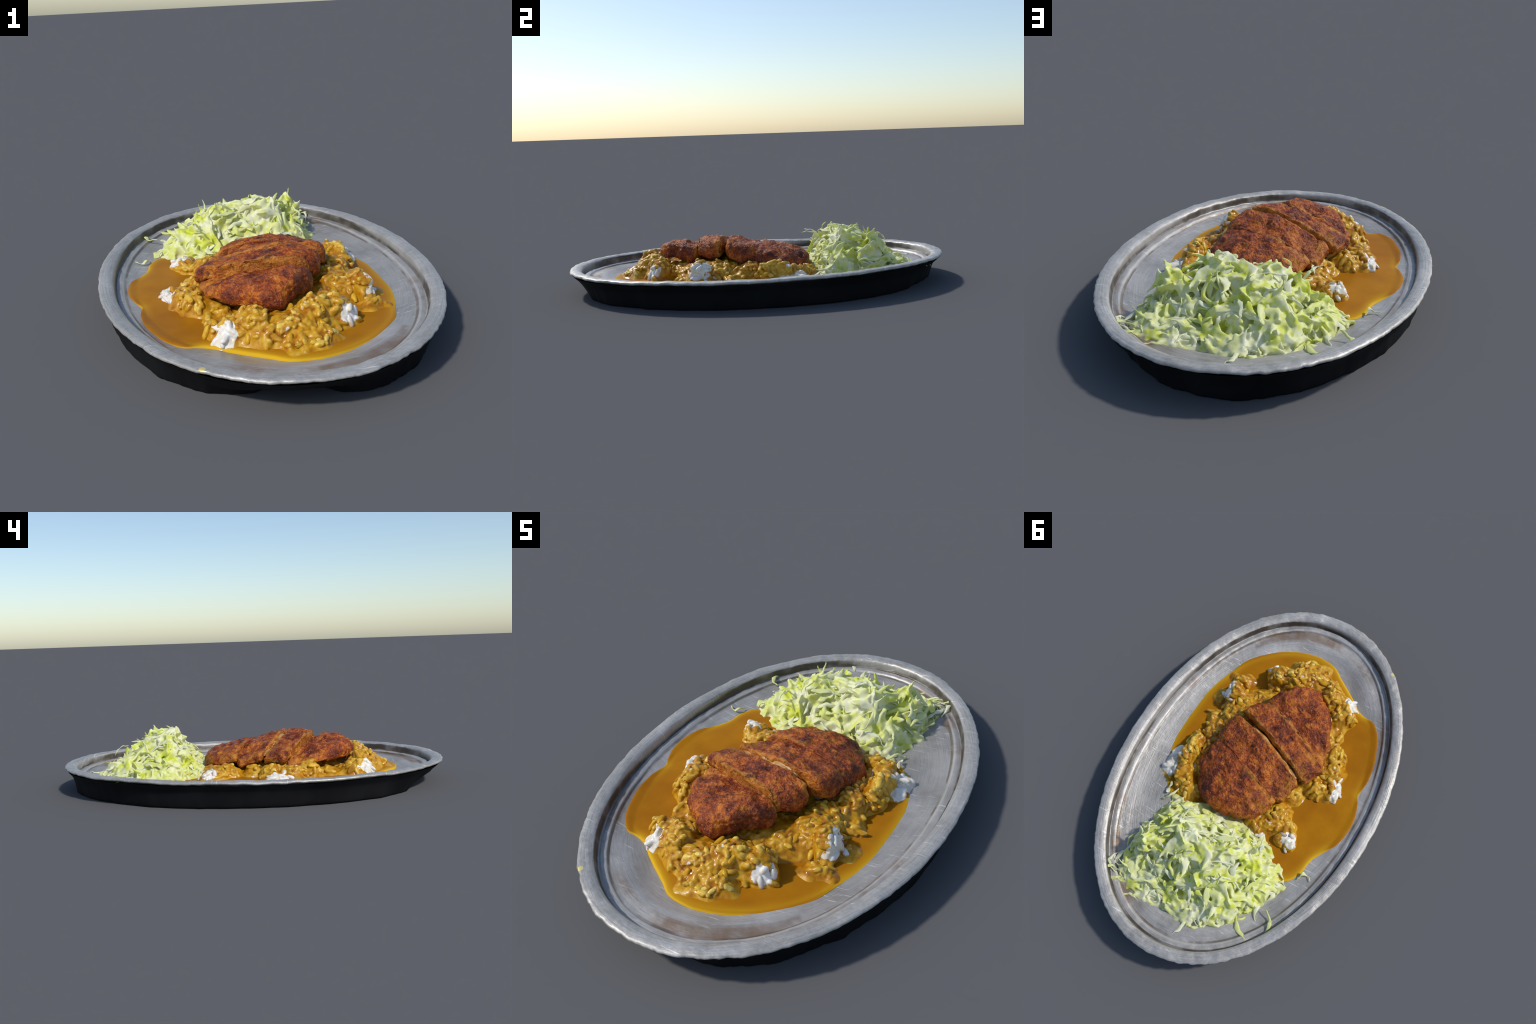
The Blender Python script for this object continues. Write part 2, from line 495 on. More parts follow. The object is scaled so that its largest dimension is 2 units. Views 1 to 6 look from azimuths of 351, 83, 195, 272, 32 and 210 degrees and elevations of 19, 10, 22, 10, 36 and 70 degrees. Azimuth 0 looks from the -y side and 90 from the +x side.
def make_plate(metal, black):
    plate = thing("serving_plate", "shallow oval worn metal plate with rolled rim", "plate")
    ns = 420
    th = np.linspace(0, 2 * np.pi, ns, endpoint=False)
    prof = np.array(DISH_PROFILE)
    # denser profile
    t = np.arange(len(prof))
    tt = np.linspace(0, len(prof) - 1, 2 * len(prof) - 1)
    prof = np.stack([np.interp(tt, t, prof[:, 0]), np.interp(tt, t, prof[:, 1])], 1)
    rings = []
    edge = 0.0062 * fbm(np.stack([np.cos(th) * 19, np.sin(th) * 19, th * 0], 1), 3, 0.7) \
        + 0.0034 * noise3(np.stack([np.cos(th) * 3.1, np.sin(th) * 3.1, th * 0 + 5], 1))
    zed = 0.004 * noise3(np.stack([np.cos(th) * 17, np.sin(th) * 17, th * 0 + 4], 1)) + 0.006 * noise3(np.stack([np.cos(th) * 4, np.sin(th) * 4, th * 0 + 9], 1))
    for d, z in prof:
        fade = math.exp(-d / 0.03)
        x, y = oval(th, d, d, edge * fade)
        dent = 0.0036 * fbm(np.stack([x * 20, y * 20, x * 0 + 3], 1), 3, 0.6) * math.exp(-((d - 0.06) / 0.07) ** 2)
        zz = z + 0.004 * math.exp(-d / 0.05) + end_rise(d, th) + TILT[0] * x + TILT[1] * y + zed * math.exp(-d / 0.08) + dent
        rings.append(np.stack([x, y, zz], 1))
    v = np.concatenate(rings + [np.array([[CX, CY, 0.061]])])
    nr = len(rings)
    f = ring_faces(nr, ns)
    c = len(v) - 1
    last = (nr - 1) * ns
    f += [(last + s, last + (s + 1) % ns, c) for s in range(ns)]
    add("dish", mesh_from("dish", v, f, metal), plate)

    # black underside: short flare under the lip and a steep foot down to the table
    und = [(0.010, 0.010, 0.1125), (0.014, 0.018, 0.103), (0.026, 0.034, 0.088), (0.030, 0.046, 0.072), (0.032, 0.054, 0.050), (0.034, 0.060, 0.025), (0.037, 0.065, 0.008), (0.040, 0.069, 0.0)]
    rings = []
    rough = 0.014 * fbm(np.stack([np.cos(th) * 9, np.sin(th) * 9, th * 0 + 2], 1), 3, 0.65)
    front = np.exp(-((th - 1.5 * np.pi + 0.11) / 0.12) ** 2)      # the foot is bitten away at the front
    endcap = np.exp(-((th - 1.5 * np.pi + 0.20) / 0.34) ** 2)
    back = 0.6 * np.exp(-((th - 0.5 * np.pi - 0.22) / 0.22) ** 2) - 1.9 * np.exp(-((th - 0.5 * np.pi + 0.52) / 0.26) ** 2) - 0.6 * np.exp(-((th - 0.5 * np.pi - 0.75) / 0.22) ** 2)
    for k, (a, b, z) in enumerate(und):
        w = k / (len(und) - 1)
        low = float(smooth((0.062 - z) / 0.03))
        x, y = oval(th, a, b, w * rough - low * 0.20 * front - (0.3 * w * w + 0.7 * low) * 0.100 * endcap + 0.020 * w * back)
        rings.append(np.stack([x, y, z + (TILT[0] * x + TILT[1] * y) * (1 - w)], 1))
    n2 = len(rings)
    v = np.concatenate(rings + [np.array([[0.0, 0.0, 0.0]])])
    f = ring_faces(n2, ns, True)
    f += [((n2 - 1) * ns + (s + 1) % ns, (n2 - 1) * ns + s, len(v) - 1) for s in range(ns)]
    add("underside", mesh_from("underside", v, f, black), plate)
    return plate


# ------------------------------------------------------------------ curry: sauce, rice
SAUCE_OUTLINE = [(0.452, 0.100), (0.470, 0.02), (0.471, -0.06), (0.471, -0.135), (0.470, -0.22), (0.462, -0.30), (0.440, -0.38), (0.411, -0.46), (0.388, -0.53),
                 (0.351, -0.593), (0.290, -0.66), (0.215, -0.710), (0.14, -0.745), (0.077, -0.763), (0.01, -0.765), (-0.051, -0.756), (-0.097, -0.720),
                 (-0.151, -0.686), (-0.22, -0.64), (-0.285, -0.590), (-0.33, -0.575), (-0.375, -0.576), (-0.415, -0.54), (-0.443, -0.499), (-0.472, -0.43),
                 (-0.495, -0.371), (-0.510, -0.28), (-0.506, -0.215), (-0.500, -0.180), (-0.520, -0.145), (-0.540, -0.09), (-0.553, -0.03), (-0.549, 0.031), (-0.540, 0.085),
                 (-0.520, 0.129), (-0.485, 0.185), (-0.460, 0.234), (-0.458, 0.29), (-0.442, 0.34), (-0.415, 0.385), (-0.34, 0.40), (-0.22, 0.36), (0.0, 0.33), (0.22, 0.33),
                 (0.32, 0.30), (0.385, 0.24), (0.42, 0.16)]

# lumps of rice: x, y, half length, half width, turn in degrees, height of the top, steepness
RICE_LUMPS = [
    (0.01, -0.15, 0.36, 0.31, 70, 0.124, 2.6),
    (-0.225, -0.385, 0.07, 0.08, 0, 0.104, 2.4),
    (-0.225, -0.20, 0.09, 0.13, 0, 0.145, 2.6),
    (0.23, 0.00, 0.09, 0.16, 0, 0.138, 2.6),
    (0.02, -0.13, 0.28, 0.27, 60, 0.138, 3.0),      # bed under the cutlet
    (0.05, -0.32, 0.22, 0.18, 0, 0.150, 3.0),
    (0.06, -0.06, 0.22, 0.20, 0, 0.155, 3.0),
    (0.215, -0.24, 0.13, 0.17, 0, 0.150, 2.6),
    (0.05, 0.14, 0.18, 0.11, 0, 0.115, 3.0),
    # front ridge
    (-0.02, -0.570, 0.17, 0.110, 2, 0.155, 2.6),
    (-0.130, -0.565, 0.075, 0.075, 20, 0.186, 2.4),
    (0.090, -0.545, 0.100, 0.075, 20, 0.184, 2.6),
    (0.160, -0.525, 0.065, 0.075, 60, 0.172, 2.8),
    (-0.205, -0.545, 0.060, 0.080, -20, 0.148, 2.4),
    (-0.245, -0.495, 0.060, 0.080, 0, 0.122, 2.4),
    (0.04, -0.655, 0.13, 0.055, 5, 0.118, 2.2),
    (0.04, -0.700, 0.10, 0.035, 5, 0.094, 2.2),
    (-0.17, -0.43, 0.12, 0.09, 40, 0.108, 2.2),
    (0.08, -0.44, 0.14, 0.05, 0, 0.108, 2.2),
    # lump on the right with bare rice outside
    (0.312, -0.325, 0.055, 0.062, 20, 0.178, 2.8),
    (0.265, -0.305, 0.085, 0.060, 0, 0.132, 2.2),
    (0.330, -0.430, 0.085, 0.050, 15, 0.098, 2.0),
    (0.200, -0.35, 0.09, 0.07, 0, 0.118, 2.2),
    (0.385, -0.29, 0.05, 0.08, 0, 0.092, 2.0),
    # ridge on the right of the cutlet
    (0.340, 0.050, 0.120, 0.055, 93, 0.160, 2.6),
    (0.310, 0.150, 0.065, 0.070, 30, 0.146, 2.6),
    (0.285, -0.085, 0.120, 0.065, 100, 0.148, 2.6),
    (0.335, -0.15, 0.07, 0.05, 110, 0.112, 2.4),
    (0.250, 0.225, 0.085, 0.060, -10, 0.120, 2.5),
    (0.385, 0.160, 0.050, 0.085, 0, 0.095, 2.2),
    (0.395, 0.080, 0.040, 0.060, 0, 0.090, 2.2),
    # mound on the left
    (-0.280, -0.285, 0.080, 0.070, 30, 0.152, 2.5),
    (-0.335, -0.215, 0.070, 0.090, 10, 0.132, 2.4),
    (-0.265, -0.110, 0.095, 0.070, -30, 0.138, 2.5),
    (-0.375, -0.120, 0.055, 0.065, 0, 0.106, 2.4),
    (-0.20, -0.02, 0.08, 0.07, 0, 0.118, 2.4),
    # low lump between cutlet and cabbage
    (-0.205, 0.120, 0.080, 0.075, 0, 0.130, 2.5),
    (-0.165, 0.195, 0.090, 0.060, 20, 0.122, 2.5),
    (-0.305, 0.200, 0.062, 0.052, -30, 0.116, 3.4),
    (-0.265, 0.150, 0.070, 0.060, 0, 0.105, 2.4),
]
WHITE_PATCHES = [((0.352, -0.345, 0.135), 0.070), ((0.345, -0.300, 0.160), 0.045), ((-0.245, -0.600, 0.115), 0.075), ((0.212, -0.585, 0.130), 0.060),
                 ((-0.325, 0.205, 0.110), 0.062), ((0.405, 0.170, 0.090), 0.085), ((0.410, 0.080, 0.085), 0.055), ((-0.425, -0.105, 0.100), 0.060),
                 ((-0.415, -0.165, 0.095), 0.05), ((-0.215, 0.262, 0.13), 0.04)]


def rice_height(x, y, rough=True):
    base = 0.068
    h = np.full(x.shape, 0.0)
    acc = np.zeros(x.shape)
    k = 200.0
    wx = x + 0.030 * noise3(np.stack([x * 14, y * 14, x * 0 + 1], 1))
    wy = y + 0.030 * noise3(np.stack([x * 14, y * 14, x * 0 + 8], 1))
    for cx, cy, a, b, rot, top, p in RICE_LUMPS:
        c, s = math.cos(math.radians(rot)), math.sin(math.radians(rot))
        u = ((wx - cx) * c + (wy - cy) * s) / a
        w = (-(wx - cx) * s + (wy - cy) * c) / b
        q = np.sqrt(u * u + w * w)
        g = np.where(q < 1.3, np.clip(1 - np.clip(q / 1.12, 0, 1) ** p, 0, 1), 0)
        acc += np.exp(k * (top - base) * g) - 1
    h = base + np.log1p(acc) / k
    if rough:
        m = smooth((h - 0.078) / 0.03)
        P = np.stack([x, y, x * 0], 1)
        h = h + m * (0.016 * noise3(P * 11 + 3) + 0.018 * fbm(P * 19, 2) + 0.010 * noise3(P * 38 + 4))
        # grain-sized ripples: rounded tops, narrow creases
        h = h + m * smooth((noise3(P * 10 + np.array([0, 0, 3.0])) + 0.25) / 0.3) * 0.011 * (0.35 - np.abs(noise3(P * 52 + 9)) * 1.6)
    return h


def make_curry(sauce_mat, coat_mat, grain_coat, grain_white):
    curry = thing("curry_rice", "rice heaped in glossy orange brown curry sauce", "curry rice")
    # --- pool of sauce
    o = resample(chaikin(SAUCE_OUTLINE, 2), 320)
    o = o + 0.003 * np.stack([noise3(np.c_[o * 16, np.zeros(len(o))]), noise3(np.c_[o * 16, np.ones(len(o)) * 7])], 1)
    ctr = np.array([0.0, -0.17])
    us = np.concatenate([[1.0, 1.0, 0.998, 0.993, 0.985, 0.97, 0.95, 0.925], np.linspace(0.89, 0.02, 40)])
    rings = []
    for k, u in enumerate(us):
        q = ctr + (o - ctr) * u
        d = (1 - u) * np.linalg.norm(o - ctr, axis=1)
        out = np.clip(1 - np.sqrt((q[:, 0] / RA) ** 2 + (q[:, 1] / RB) ** 2), 0, 1) * 0.72
        fl = floor_z(out)
        top = 0.0772 + 0.0012 * noise3(np.c_[q * 9, np.zeros(len(q))]) + 0.002 * smooth((out * 0 + np.hypot(q[:, 0], q[:, 1] + 0.2) - 0.3) / 0.3) * 0
        edge = 0.0660 + 0.0060 * np.sqrt(np.clip(d / 0.010, 0, 1))
        z = edge + (top - edge) * (1 - (1 - np.clip(d / 0.10, 0, 1)) ** 2.2)
        if k == 0:
            z = z * 0 + 0.058
        rings.append(np.c_[q, np.maximum(z, np.minimum(fl + 0.0030 * np.clip(d / 0.006, 0, 1), 0.085)) if k else z])
    v = np.concatenate(rings + [np.array([[ctr[0], ctr[1], 0.0772]])])
    nr, ns = len(us), len(o)
    f = ring_faces(nr, ns)
    f += [((nr - 1) * ns + s, (nr - 1) * ns + (s + 1) % ns, len(v) - 1) for s in range(ns)]
    add("curry_sauce", mesh_from("curry_sauce", v, f, sauce_mat), curry)

    # --- rice heap
    st = 0.0042
    gx, gy = np.arange(-0.50, 0.47, st), np.arange(-0.78, 0.34, st)
    X, Y = np.meshgrid(gx, gy, indexing="ij")
    x, y = X.ravel(), Y.ravel()
    z = rice_height(x, y)
    v = np.stack([x, y, z], 1)
    # sideways wobble so that lumps bulge
    m = smooth((z - 0.085) / 0.05)[:, None]
    v[:, :2] += m * 0.006 * np.stack([noise3(v * 40), noise3(v * 40 + 31)], 1)
    ny = len(gy)
    sd = signed_distance(np.stack([x, y], 1), np.array(SAUCE_OUTLINE))
    v[:, 2] = np.where(sd < -0.03, 0.054, v[:, 2] - 0.004)
    heap_solid = solid_field(v, len(gx), ny, 0.045)
    # --- single grains
    def grain_mesh(seed, mat):
        r = np.random.default_rng(seed)
        L, W = r.uniform(0.018, 0.028), r.uniform(0.0092, 0.0130)
        n, k = 16, 12
        bend = r.uniform(-0.003, 0.003)
        vs, fs = [], []
        for i in range(1, n):
            a = math.pi * i / n
            rad = W * math.sin(a) ** 0.66
            for j in range(k):
                p = 2 * math.pi * j / k
                vs.append((-L * math.cos(a), rad * math.cos(p) + bend * math.sin(a), rad * 0.85 * math.sin(p)))
        vs = np.vstack([vs, [(-L, 0, 0), (L, 0, 0)]])
        vs += 0.0026 * np.stack([noise3(vs * 65 + seed), noise3(vs * 65 + seed + 40), noise3(vs * 65 + seed + 80)], 1)
        fs = [f[::-1] for f in ring_faces(n - 1, k)]
        e0, e1 = len(vs) - 2, len(vs) - 1
        fs += [(e0, j, (j + 1) % k)[::-1] for j in range(k)]
        b = (n - 2) * k
        fs += [(e1, b + (j + 1) % k, b + j)[::-1] for j in range(k)]
        return mesh_from("rice_grain", vs, fs, mat)

    coat = [grain_mesh(100 + i, grain_coat) for i in range(6)]
    white = [grain_mesh(200 + i, grain_white) for i in range(5)]

    def place(px, py, is_white, r):
        e = 0.008
        pts = np.array([[px, py], [px + e, py], [px - e, py], [px, py + e], [px, py - e]])
        h = rice_height(pts[:, 0], pts[:, 1], False)
        hr = rice_height(pts[:1, 0], pts[:1, 1])[0]
        nrm = Vector((-(h[1] - h[2]) / (2 * e), -(h[3] - h[4]) / (2 * e), 1)).normalized()
        z0 = 0.4 * h[0] + 0.6 * hr
        spin = Quaternion(nrm, r.uniform(0, 2 * math.pi)) @ Vector((0, 0, 1)).rotation_difference(nrm)
        tip = Quaternion((0, 1, 0), r.normal(0, 0.30))
        loc = Vector((px, py, z0)) + nrm * r.uniform(-0.006, 0.001)
        s = r.uniform(0.82, 1.15)
        return Matrix.LocRotScale(loc, spin @ tip, Vector((s, s * r.uniform(0.9, 1.15), s)))

    r = np.random.default_rng(21)
    spots = []

    def far(px, py, d):
        return all((px - a) ** 2 + (py - b) ** 2 > d * d for a, b in spots)

    jobs = []
    poly = np.array(SAUCE_OUTLINE)
    for c, rad in WHITE_PATCHES:
        for _ in range(int(420 * rad)):
            a, q2 = r.uniform(0, 2 * math.pi), rad * math.sqrt(r.uniform(0, 1)) * 0.95
            px, py = c[0] + q2 * math.cos(a), c[1] + q2 * math.sin(a)
            if rice_height(np.array([px]), np.array([py]), False)[0] > 0.084 and far(px, py, 0.0075):
                spots.append((px, py))
                jobs.append((px, py, True))
    tries = 0
    while len(jobs) < 760 and tries < 14000:
        tries += 1
        px, py = r.uniform(-0.47, 0.44), r.uniform(-0.75, 0.30)
        if abs(px) < 0.2 and -0.46 < py < 0.22:
            continue
        if not far(px, py, 0.0145):
            continue
        h = rice_height(np.array([px]), np.array([py]), False)[0]
        if h < 0.092 or noise3(np.array([[px * 10, py * 10, 3.0]]))[0] < -0.07:
            continue
        if any((px - c[0]) ** 2 + (py - c[1]) ** 2 < (0.75 * rd) ** 2 for c, rd in WHITE_PATCHES):
            continue
        spots.append((px, py))
        jobs.append((px, py, False))
    r.shuffle(jobs)
    parts, singles = [heap_solid], []
    for i, (px, py, w) in enumerate(jobs):
        w = bool(float(w))
        px, py = float(px), float(py)
        M = place(px, py, w, r)
        src = (white if w else coat)[int(r.integers(0, 5))]
        if i < 130:
            singles.append((src, M))
        else:
            parts.append(moved(src, M))
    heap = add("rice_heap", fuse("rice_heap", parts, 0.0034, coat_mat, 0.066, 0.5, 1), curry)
    heap["kind"] = "stuff"
    for src, M in singles:
        add("rice_grain", src, heap).matrix_world = M
    return curry


# ------------------------------------------------------------------ cutlet
CUT = np.array([0.950, -0.312])      # direction of the knife cuts
ACR = np.array([0.312, 0.950])       # across the cuts, from front slice to back slice
MID = np.array([0.0, -0.12])
CREST = [(-0.46, 0.205), (-0.41, 0.224), (-0.365, 0.237), (-0.30, 0.251), (-0.24, 0.259), (-0.19, 0.257), (-0.13, 0.267), (-0.06, 0.270), (-0.045, 0.271), (0.0, 0.267),
         (0.06, 0.252), (0.115, 0.236), (0.16, 0.231), (0.25, 0.218), (0.32, 0.192), (0.37, 0.166)]
# outline points (x, y, 1 if the side that starts here is a knife cut)
SLICES = [
    [(-0.170, 0.080, 2), (0.0, 0.030, 2), (0.12, -0.010, 2), (0.240, -0.052, 0), (0.252, 0.017, 0), (0.265, 0.086, 0), (0.234, 0.158, 0), (0.168, 0.228, 0), (0.093, 0.262, 0), (0.012, 0.258, 0), (-0.055, 0.243, 0), (-0.110, 0.204, 0), (-0.150, 0.15, 0)],
    [(-0.228, -0.050, 1), (-0.092, -0.108, 1), (0.036, -0.152, 1), (0.138, -0.178, 1), (0.198, -0.184, 0), (0.235, -0.141, 0), (0.240, -0.049, 2), (0.12, -0.005, 2), (0.0, 0.035, 2), (-0.160, 0.080, 0), (-0.192, 0.066, 0), (-0.214, 0.012, 0)],
    [(0.182, -0.219, 0), (0.168, -0.275, 0), (0.105, -0.335, 2), (-0.056, -0.280, 2), (-0.154, -0.245, 2), (-0.218, -0.208, 2), (-0.280, -0.178, 0), (-0.275, -0.11, 0), (-0.240, -0.060, 1), (-0.14, -0.110, 1), (0.021, -0.168, 1)],
    [(0.125, -0.340, 0), (0.084, -0.413, 0), (0.030, -0.484, 0), (-0.029, -0.530, 0), (-0.114, -0.498, 0), (-0.187, -0.438, 0), (-0.240, -0.356, 0), (-0.268, -0.293, 0), (-0.274, -0.180, 2), (-0.218, -0.205, 2), (-0.154, -0.242, 2), (-0.056, -0.277, 2)],
]
LIFT = [0.0, 0.0, 0.002, -0.004]


def slice_offset(q, n):
    """each slice leans a little, so that its front cut stands above the slice before it"""
    s, t = (q - MID) @ CUT, (q - MID) @ ACR
    if n == 0:
        return LIFT[0] + 0.012 * smooth(0.3 - s / 0.12) * smooth(1 - (t - 0.15) / 0.14) - 0.006 * smooth(s / 0.15)
    if n == 1:
        return LIFT[1] - 0.050 * (t - 0.06)
    if n == 2:
        return LIFT[2] - 0.070 * (t + 0.105)
    return LIFT[3] - 0.028 * smooth((t + 0.34) / 0.17) + 0.03 * (s + 0.05)


def cutlet_top(q):
    s = (q - MID) @ CUT
    t = (q - MID) @ ACR
    c = np.array(CREST)
    z = np.interp(t, c[:, 0], c[:, 1])
    ds = s - 0.09 + 0.42 * np.clip(t - 0.02, 0, 0.3)
    drop = np.where(ds > 0, 0.9 * ds * ds, (0.20 - 0.05 * smooth(-t / 0.1)) * np.abs(ds) + 0.20 * ds * ds)
    return z - drop + 0.012 * fbm(np.c_[q * 9, np.zeros(len(q))], 2)


def make_cutlet(crust, meat):
    cut = thing("fried_pork_cutlet", "breaded deep fried cutlet cut into four slices", "breaded cutlet")
    for n, pts in enumerate(SLICES):
        pts = np.array(pts, float)
        tilt = np.zeros(2)
        nxt = np.roll(pts, -1, 0)
        # subdivide sides, remember which are cuts, round the corners a little
        fine, kind = [], []
        for a, b in zip(pts, nxt):
            m = max(2, int(round(np.linalg.norm(b[:2] - a[:2]) / 0.0075)))
            for k in range(m):
                fine.append(a[:2] + (b[:2] - a[:2]) * k / m)
                kind.append(a[2])
        fine, kind = np.array(fine), np.array(kind)
        swell = np.where(kind == 0, 1.035, 1.0)[:, None]
        fine = fine.mean(0) + (fine - fine.mean(0)) * swell
        wob = np.c_[fine * 17, np.zeros(len(fine))]
        fine = fine + np.where(kind == 0, 0.016, 0.0045)[:, None] * np.stack([fbm(wob, 2), fbm(wob + 9, 2)], 1)
        for _ in range(3):
            fine = (np.roll(fine, 1, 0) + 2 * fine + np.roll(fine, -1, 0)) / 4
        N = len(fine)
        seg_a, seg_b = fine, np.roll(fine, -1, 0)
        isgap, isjoin = kind == 1, kind == 2
        ctr = fine.mean(0)
        nr = 46
        us = np.concatenate([np.linspace(0.02, 0.80, 24), 1 - 0.2 * np.linspace(1, 0, nr - 23)[1:] ** 1.6])
        tops, bots = [], []
        for u in us:
            q = ctr + (fine - ctr) * u
            D = seg_distance(q, seg_a, seg_b)
            do = D[:, kind == 0].min(1)
            dg = D[:, isgap].min(1) if isgap.any() else do * 0 + 1
            dj = D[:, isjoin].min(1)
            e1 = np.clip(do / 0.030, 0, 1)
            e2 = np.clip(dg / 0.013, 0, 1)
            e3 = np.clip(dj / 0.0025, 0, 1)
            e = np.minimum(np.minimum(e1, e2), e3)
            thick = np.clip(0.072 + 0.11 * ((q - MID) @ CUT), 0.048, 0.092)
            half = 0.5 * thick * (1 - (1 - e) ** 2.8) ** 0.40
            T = cutlet_top(q) + slice_offset(q, n)
            M = T - 0.5 * thick - 0.10 * (1 - e1) * thick
            tops.append(np.c_[q, M + half])
            bots.append(np.c_[q, M - half * 0.9])
        rings = tops + bots[::-1][1:]
        v = np.concatenate(rings)
        f = ring_faces(len(rings), N)
        nv = len(v)
        v = np.vstack([v, [[*ctr, tops[0][:, 2].mean()]], [[*ctr, bots[0][:, 2].mean()]]])
        nrm = normals_of(v[:nv], f)
        s = np.sign((nrm[:N, 2]).mean())
        nrm = nrm * (1 if s > 0 else -1)
        if s < 0:
            f = [g[::-1] for g in f]
        P = v[:nv]
        disp = 0.018 * fbm(P * 11, 2) + 0.007 * fbm(P * 27 + 5, 2) + 0.007 * (0.22 - np.abs(noise3(P * 36 + 2)) * 1.3) + 0.0045 * noise3(P * 90)
        v[:nv] += nrm * disp[:, None]
        a0, b0 = nv, nv + 1
        L = (len(rings) - 1) * N
        up = s > 0
        f += [((j, (j + 1) % N, a0)[::-1] if up else (j, (j + 1) % N, a0)) for j in range(N)]
        f += [((L + j, L + (j + 1) % N, b0) if up else (L + j, L + (j + 1) % N, b0)[::-1]) for j in range(N)]
        sl = add("cutlet_slice", mesh_from("cutlet_slice", v, f, crust), cut)
        if n == 1:
            # bare meat on the knife cut that faces the front (slice 2, 4) or back
            side = {1: pts[0:4, :2], 2: pts[8:11, :2]}[n]
            if n == 2:
                side = np.vstack([side, [[0.16, -0.212]]])
            k = 60
            seg = np.concatenate([[0], np.cumsum(np.linalg.norm(np.diff(side, axis=0), axis=1))])
            tt = np.linspace(seg[-1] * 0.07, seg[-1] * 0.93, k)
            line = np.stack([np.interp(tt, seg, side[:, c]) for c in (0, 1)], 1)
            outw = -ACR if n == 1 else ACR
            rows = []
            taper = np.sin(np.linspace(0.0, np.pi, k)) ** 0.35
            for w in np.linspace(0, 1, 12):
                T = cutlet_top(line)
                thick = np.clip(0.072 + 0.11 * ((line - MID) @ CUT), 0.048, 0.092)
                hz = T - 0.010 - 0.75 * (thick - 0.024) * (0.5 + (w - 0.5) * taper)
                bulge = (0.004 * math.sin(math.pi * w) - 0.001)
                p = line + outw * (bulge + 0.018 * w ** 1.3 + 0.0035 * noise3(np.c_[line * 40, hz * 40])[:, None])
                rows.append(np.c_[p, hz])
            inner = [np.c_[rw[:, :2] - outw * 0.02, rw[:, 2]] for rw in rows[::-1]]
            allr = rows + inner
            vv = np.concatenate(allr)
            nr2 = len(allr)
            ff = []
            for a in range(nr2):
                b = (a + 1) % nr2
                for j in range(k - 1):
                    ff.append((a * k + j, a * k + j + 1, b * k + j + 1, b * k + j))
            ff.append([a * k for a in range(nr2)])
            ff.append([a * k + k - 1 for a in range(nr2)][::-1])
            me = mesh_from("cut_meat", vv, ff, meat)
            bm = bmesh.new()
            bm.from_mesh(me)
            bmesh.ops.recalc_face_normals(bm, faces=bm.faces)
            bm.to_mesh(me)
            bm.free()
            add("cut_meat", me, sl)
    return cut


# ------------------------------------------------------------------ cabbage
CABBAGE_OUTLINE = [(0.285, 0.330), (0.300, 0.420), (0.345, 0.563), (0.365, 0.70), (0.315, 0.775), (0.214, 0.813), (0.059, 0.800), (-0.045, 0.800), (-0.15, 0.800),
                   (-0.271, 0.714), (-0.335, 0.601), (-0.400, 0.474), (-0.410, 0.398), (-0.325, 0.325), (-0.253, 0.277), (-0.138, 0.229), (-0.07, 0.225), (-0.013, 0.225), (0.131, 0.264), (0.225, 0.285), (0.265, 0.300)]
CAB_Y = [(0.20, 0.02), (0.26, 0.10), (0.31, 0.30), (0.366, 0.70), (0.42, 0.95), (0.48, 1.0), (0.55, 0.90), (0.60, 0.72), (0.65, 0.56), (0.70, 0.36), (0.74, 0.24), (0.80, 0.13), (0.86, 0.03)]
CAB_X = [(-0.44, 0.02), (-0.40, 0.08), (-0.35, 0.17), (-0.30, 0.31), (-0.23, 0.58), (-0.16, 0.84), (-0.05, 0.97), (0.08, 1.0), (0.15, 0.88), (0.20, 0.68), (0.25, 0.48), (0.31, 0.22), (0.35, 0.12), (0.40, 0.04)]
# local lumps and hollows of the heap: x, y, radius, height
CAB_LUMPS = [(0.245, 0.555, 0.046, 0.098), (0.29, 0.72, 0.085, 0.032), (0.16, 0.52, 0.04, -0.022), (-0.17, 0.40, 0.05, 0.020), (0.08, 0.46, 0.06, 0.034), (-0.12, 0.46, 0.06, 0.018),
             (-0.02, 0.60, 0.06, -0.018), (0.10, 0.67, 0.06, -0.014), (-0.12, 0.70, 0.07, -0.014), (0.05, 0.76, 0.06, -0.008), (-0.30, 0.42, 0.06, 0.012), (0.02, 0.36, 0.06, -0.020)]


def cabbage_height(x, y):
    q = np.stack([x, y], 1)
    gy, gx = np.array(CAB_Y), np.array(CAB_X)
    g = np.interp(y, gy[:, 0], gy[:, 1]) * np.interp(x, gx[:, 0], gx[:, 1])
    d = signed_distance(q, chaikin(CABBAGE_OUTLINE, 2))
    bump = sum(h * np.exp(-((x - a) ** 2 + (y - b) ** 2) / (r * r)) for a, b, r, h in CAB_LUMPS)
    return 0.066 + (0.195 * g + bump) * smooth((d + 0.01) / 0.05) - 0.02 * smooth(-d / 0.02)


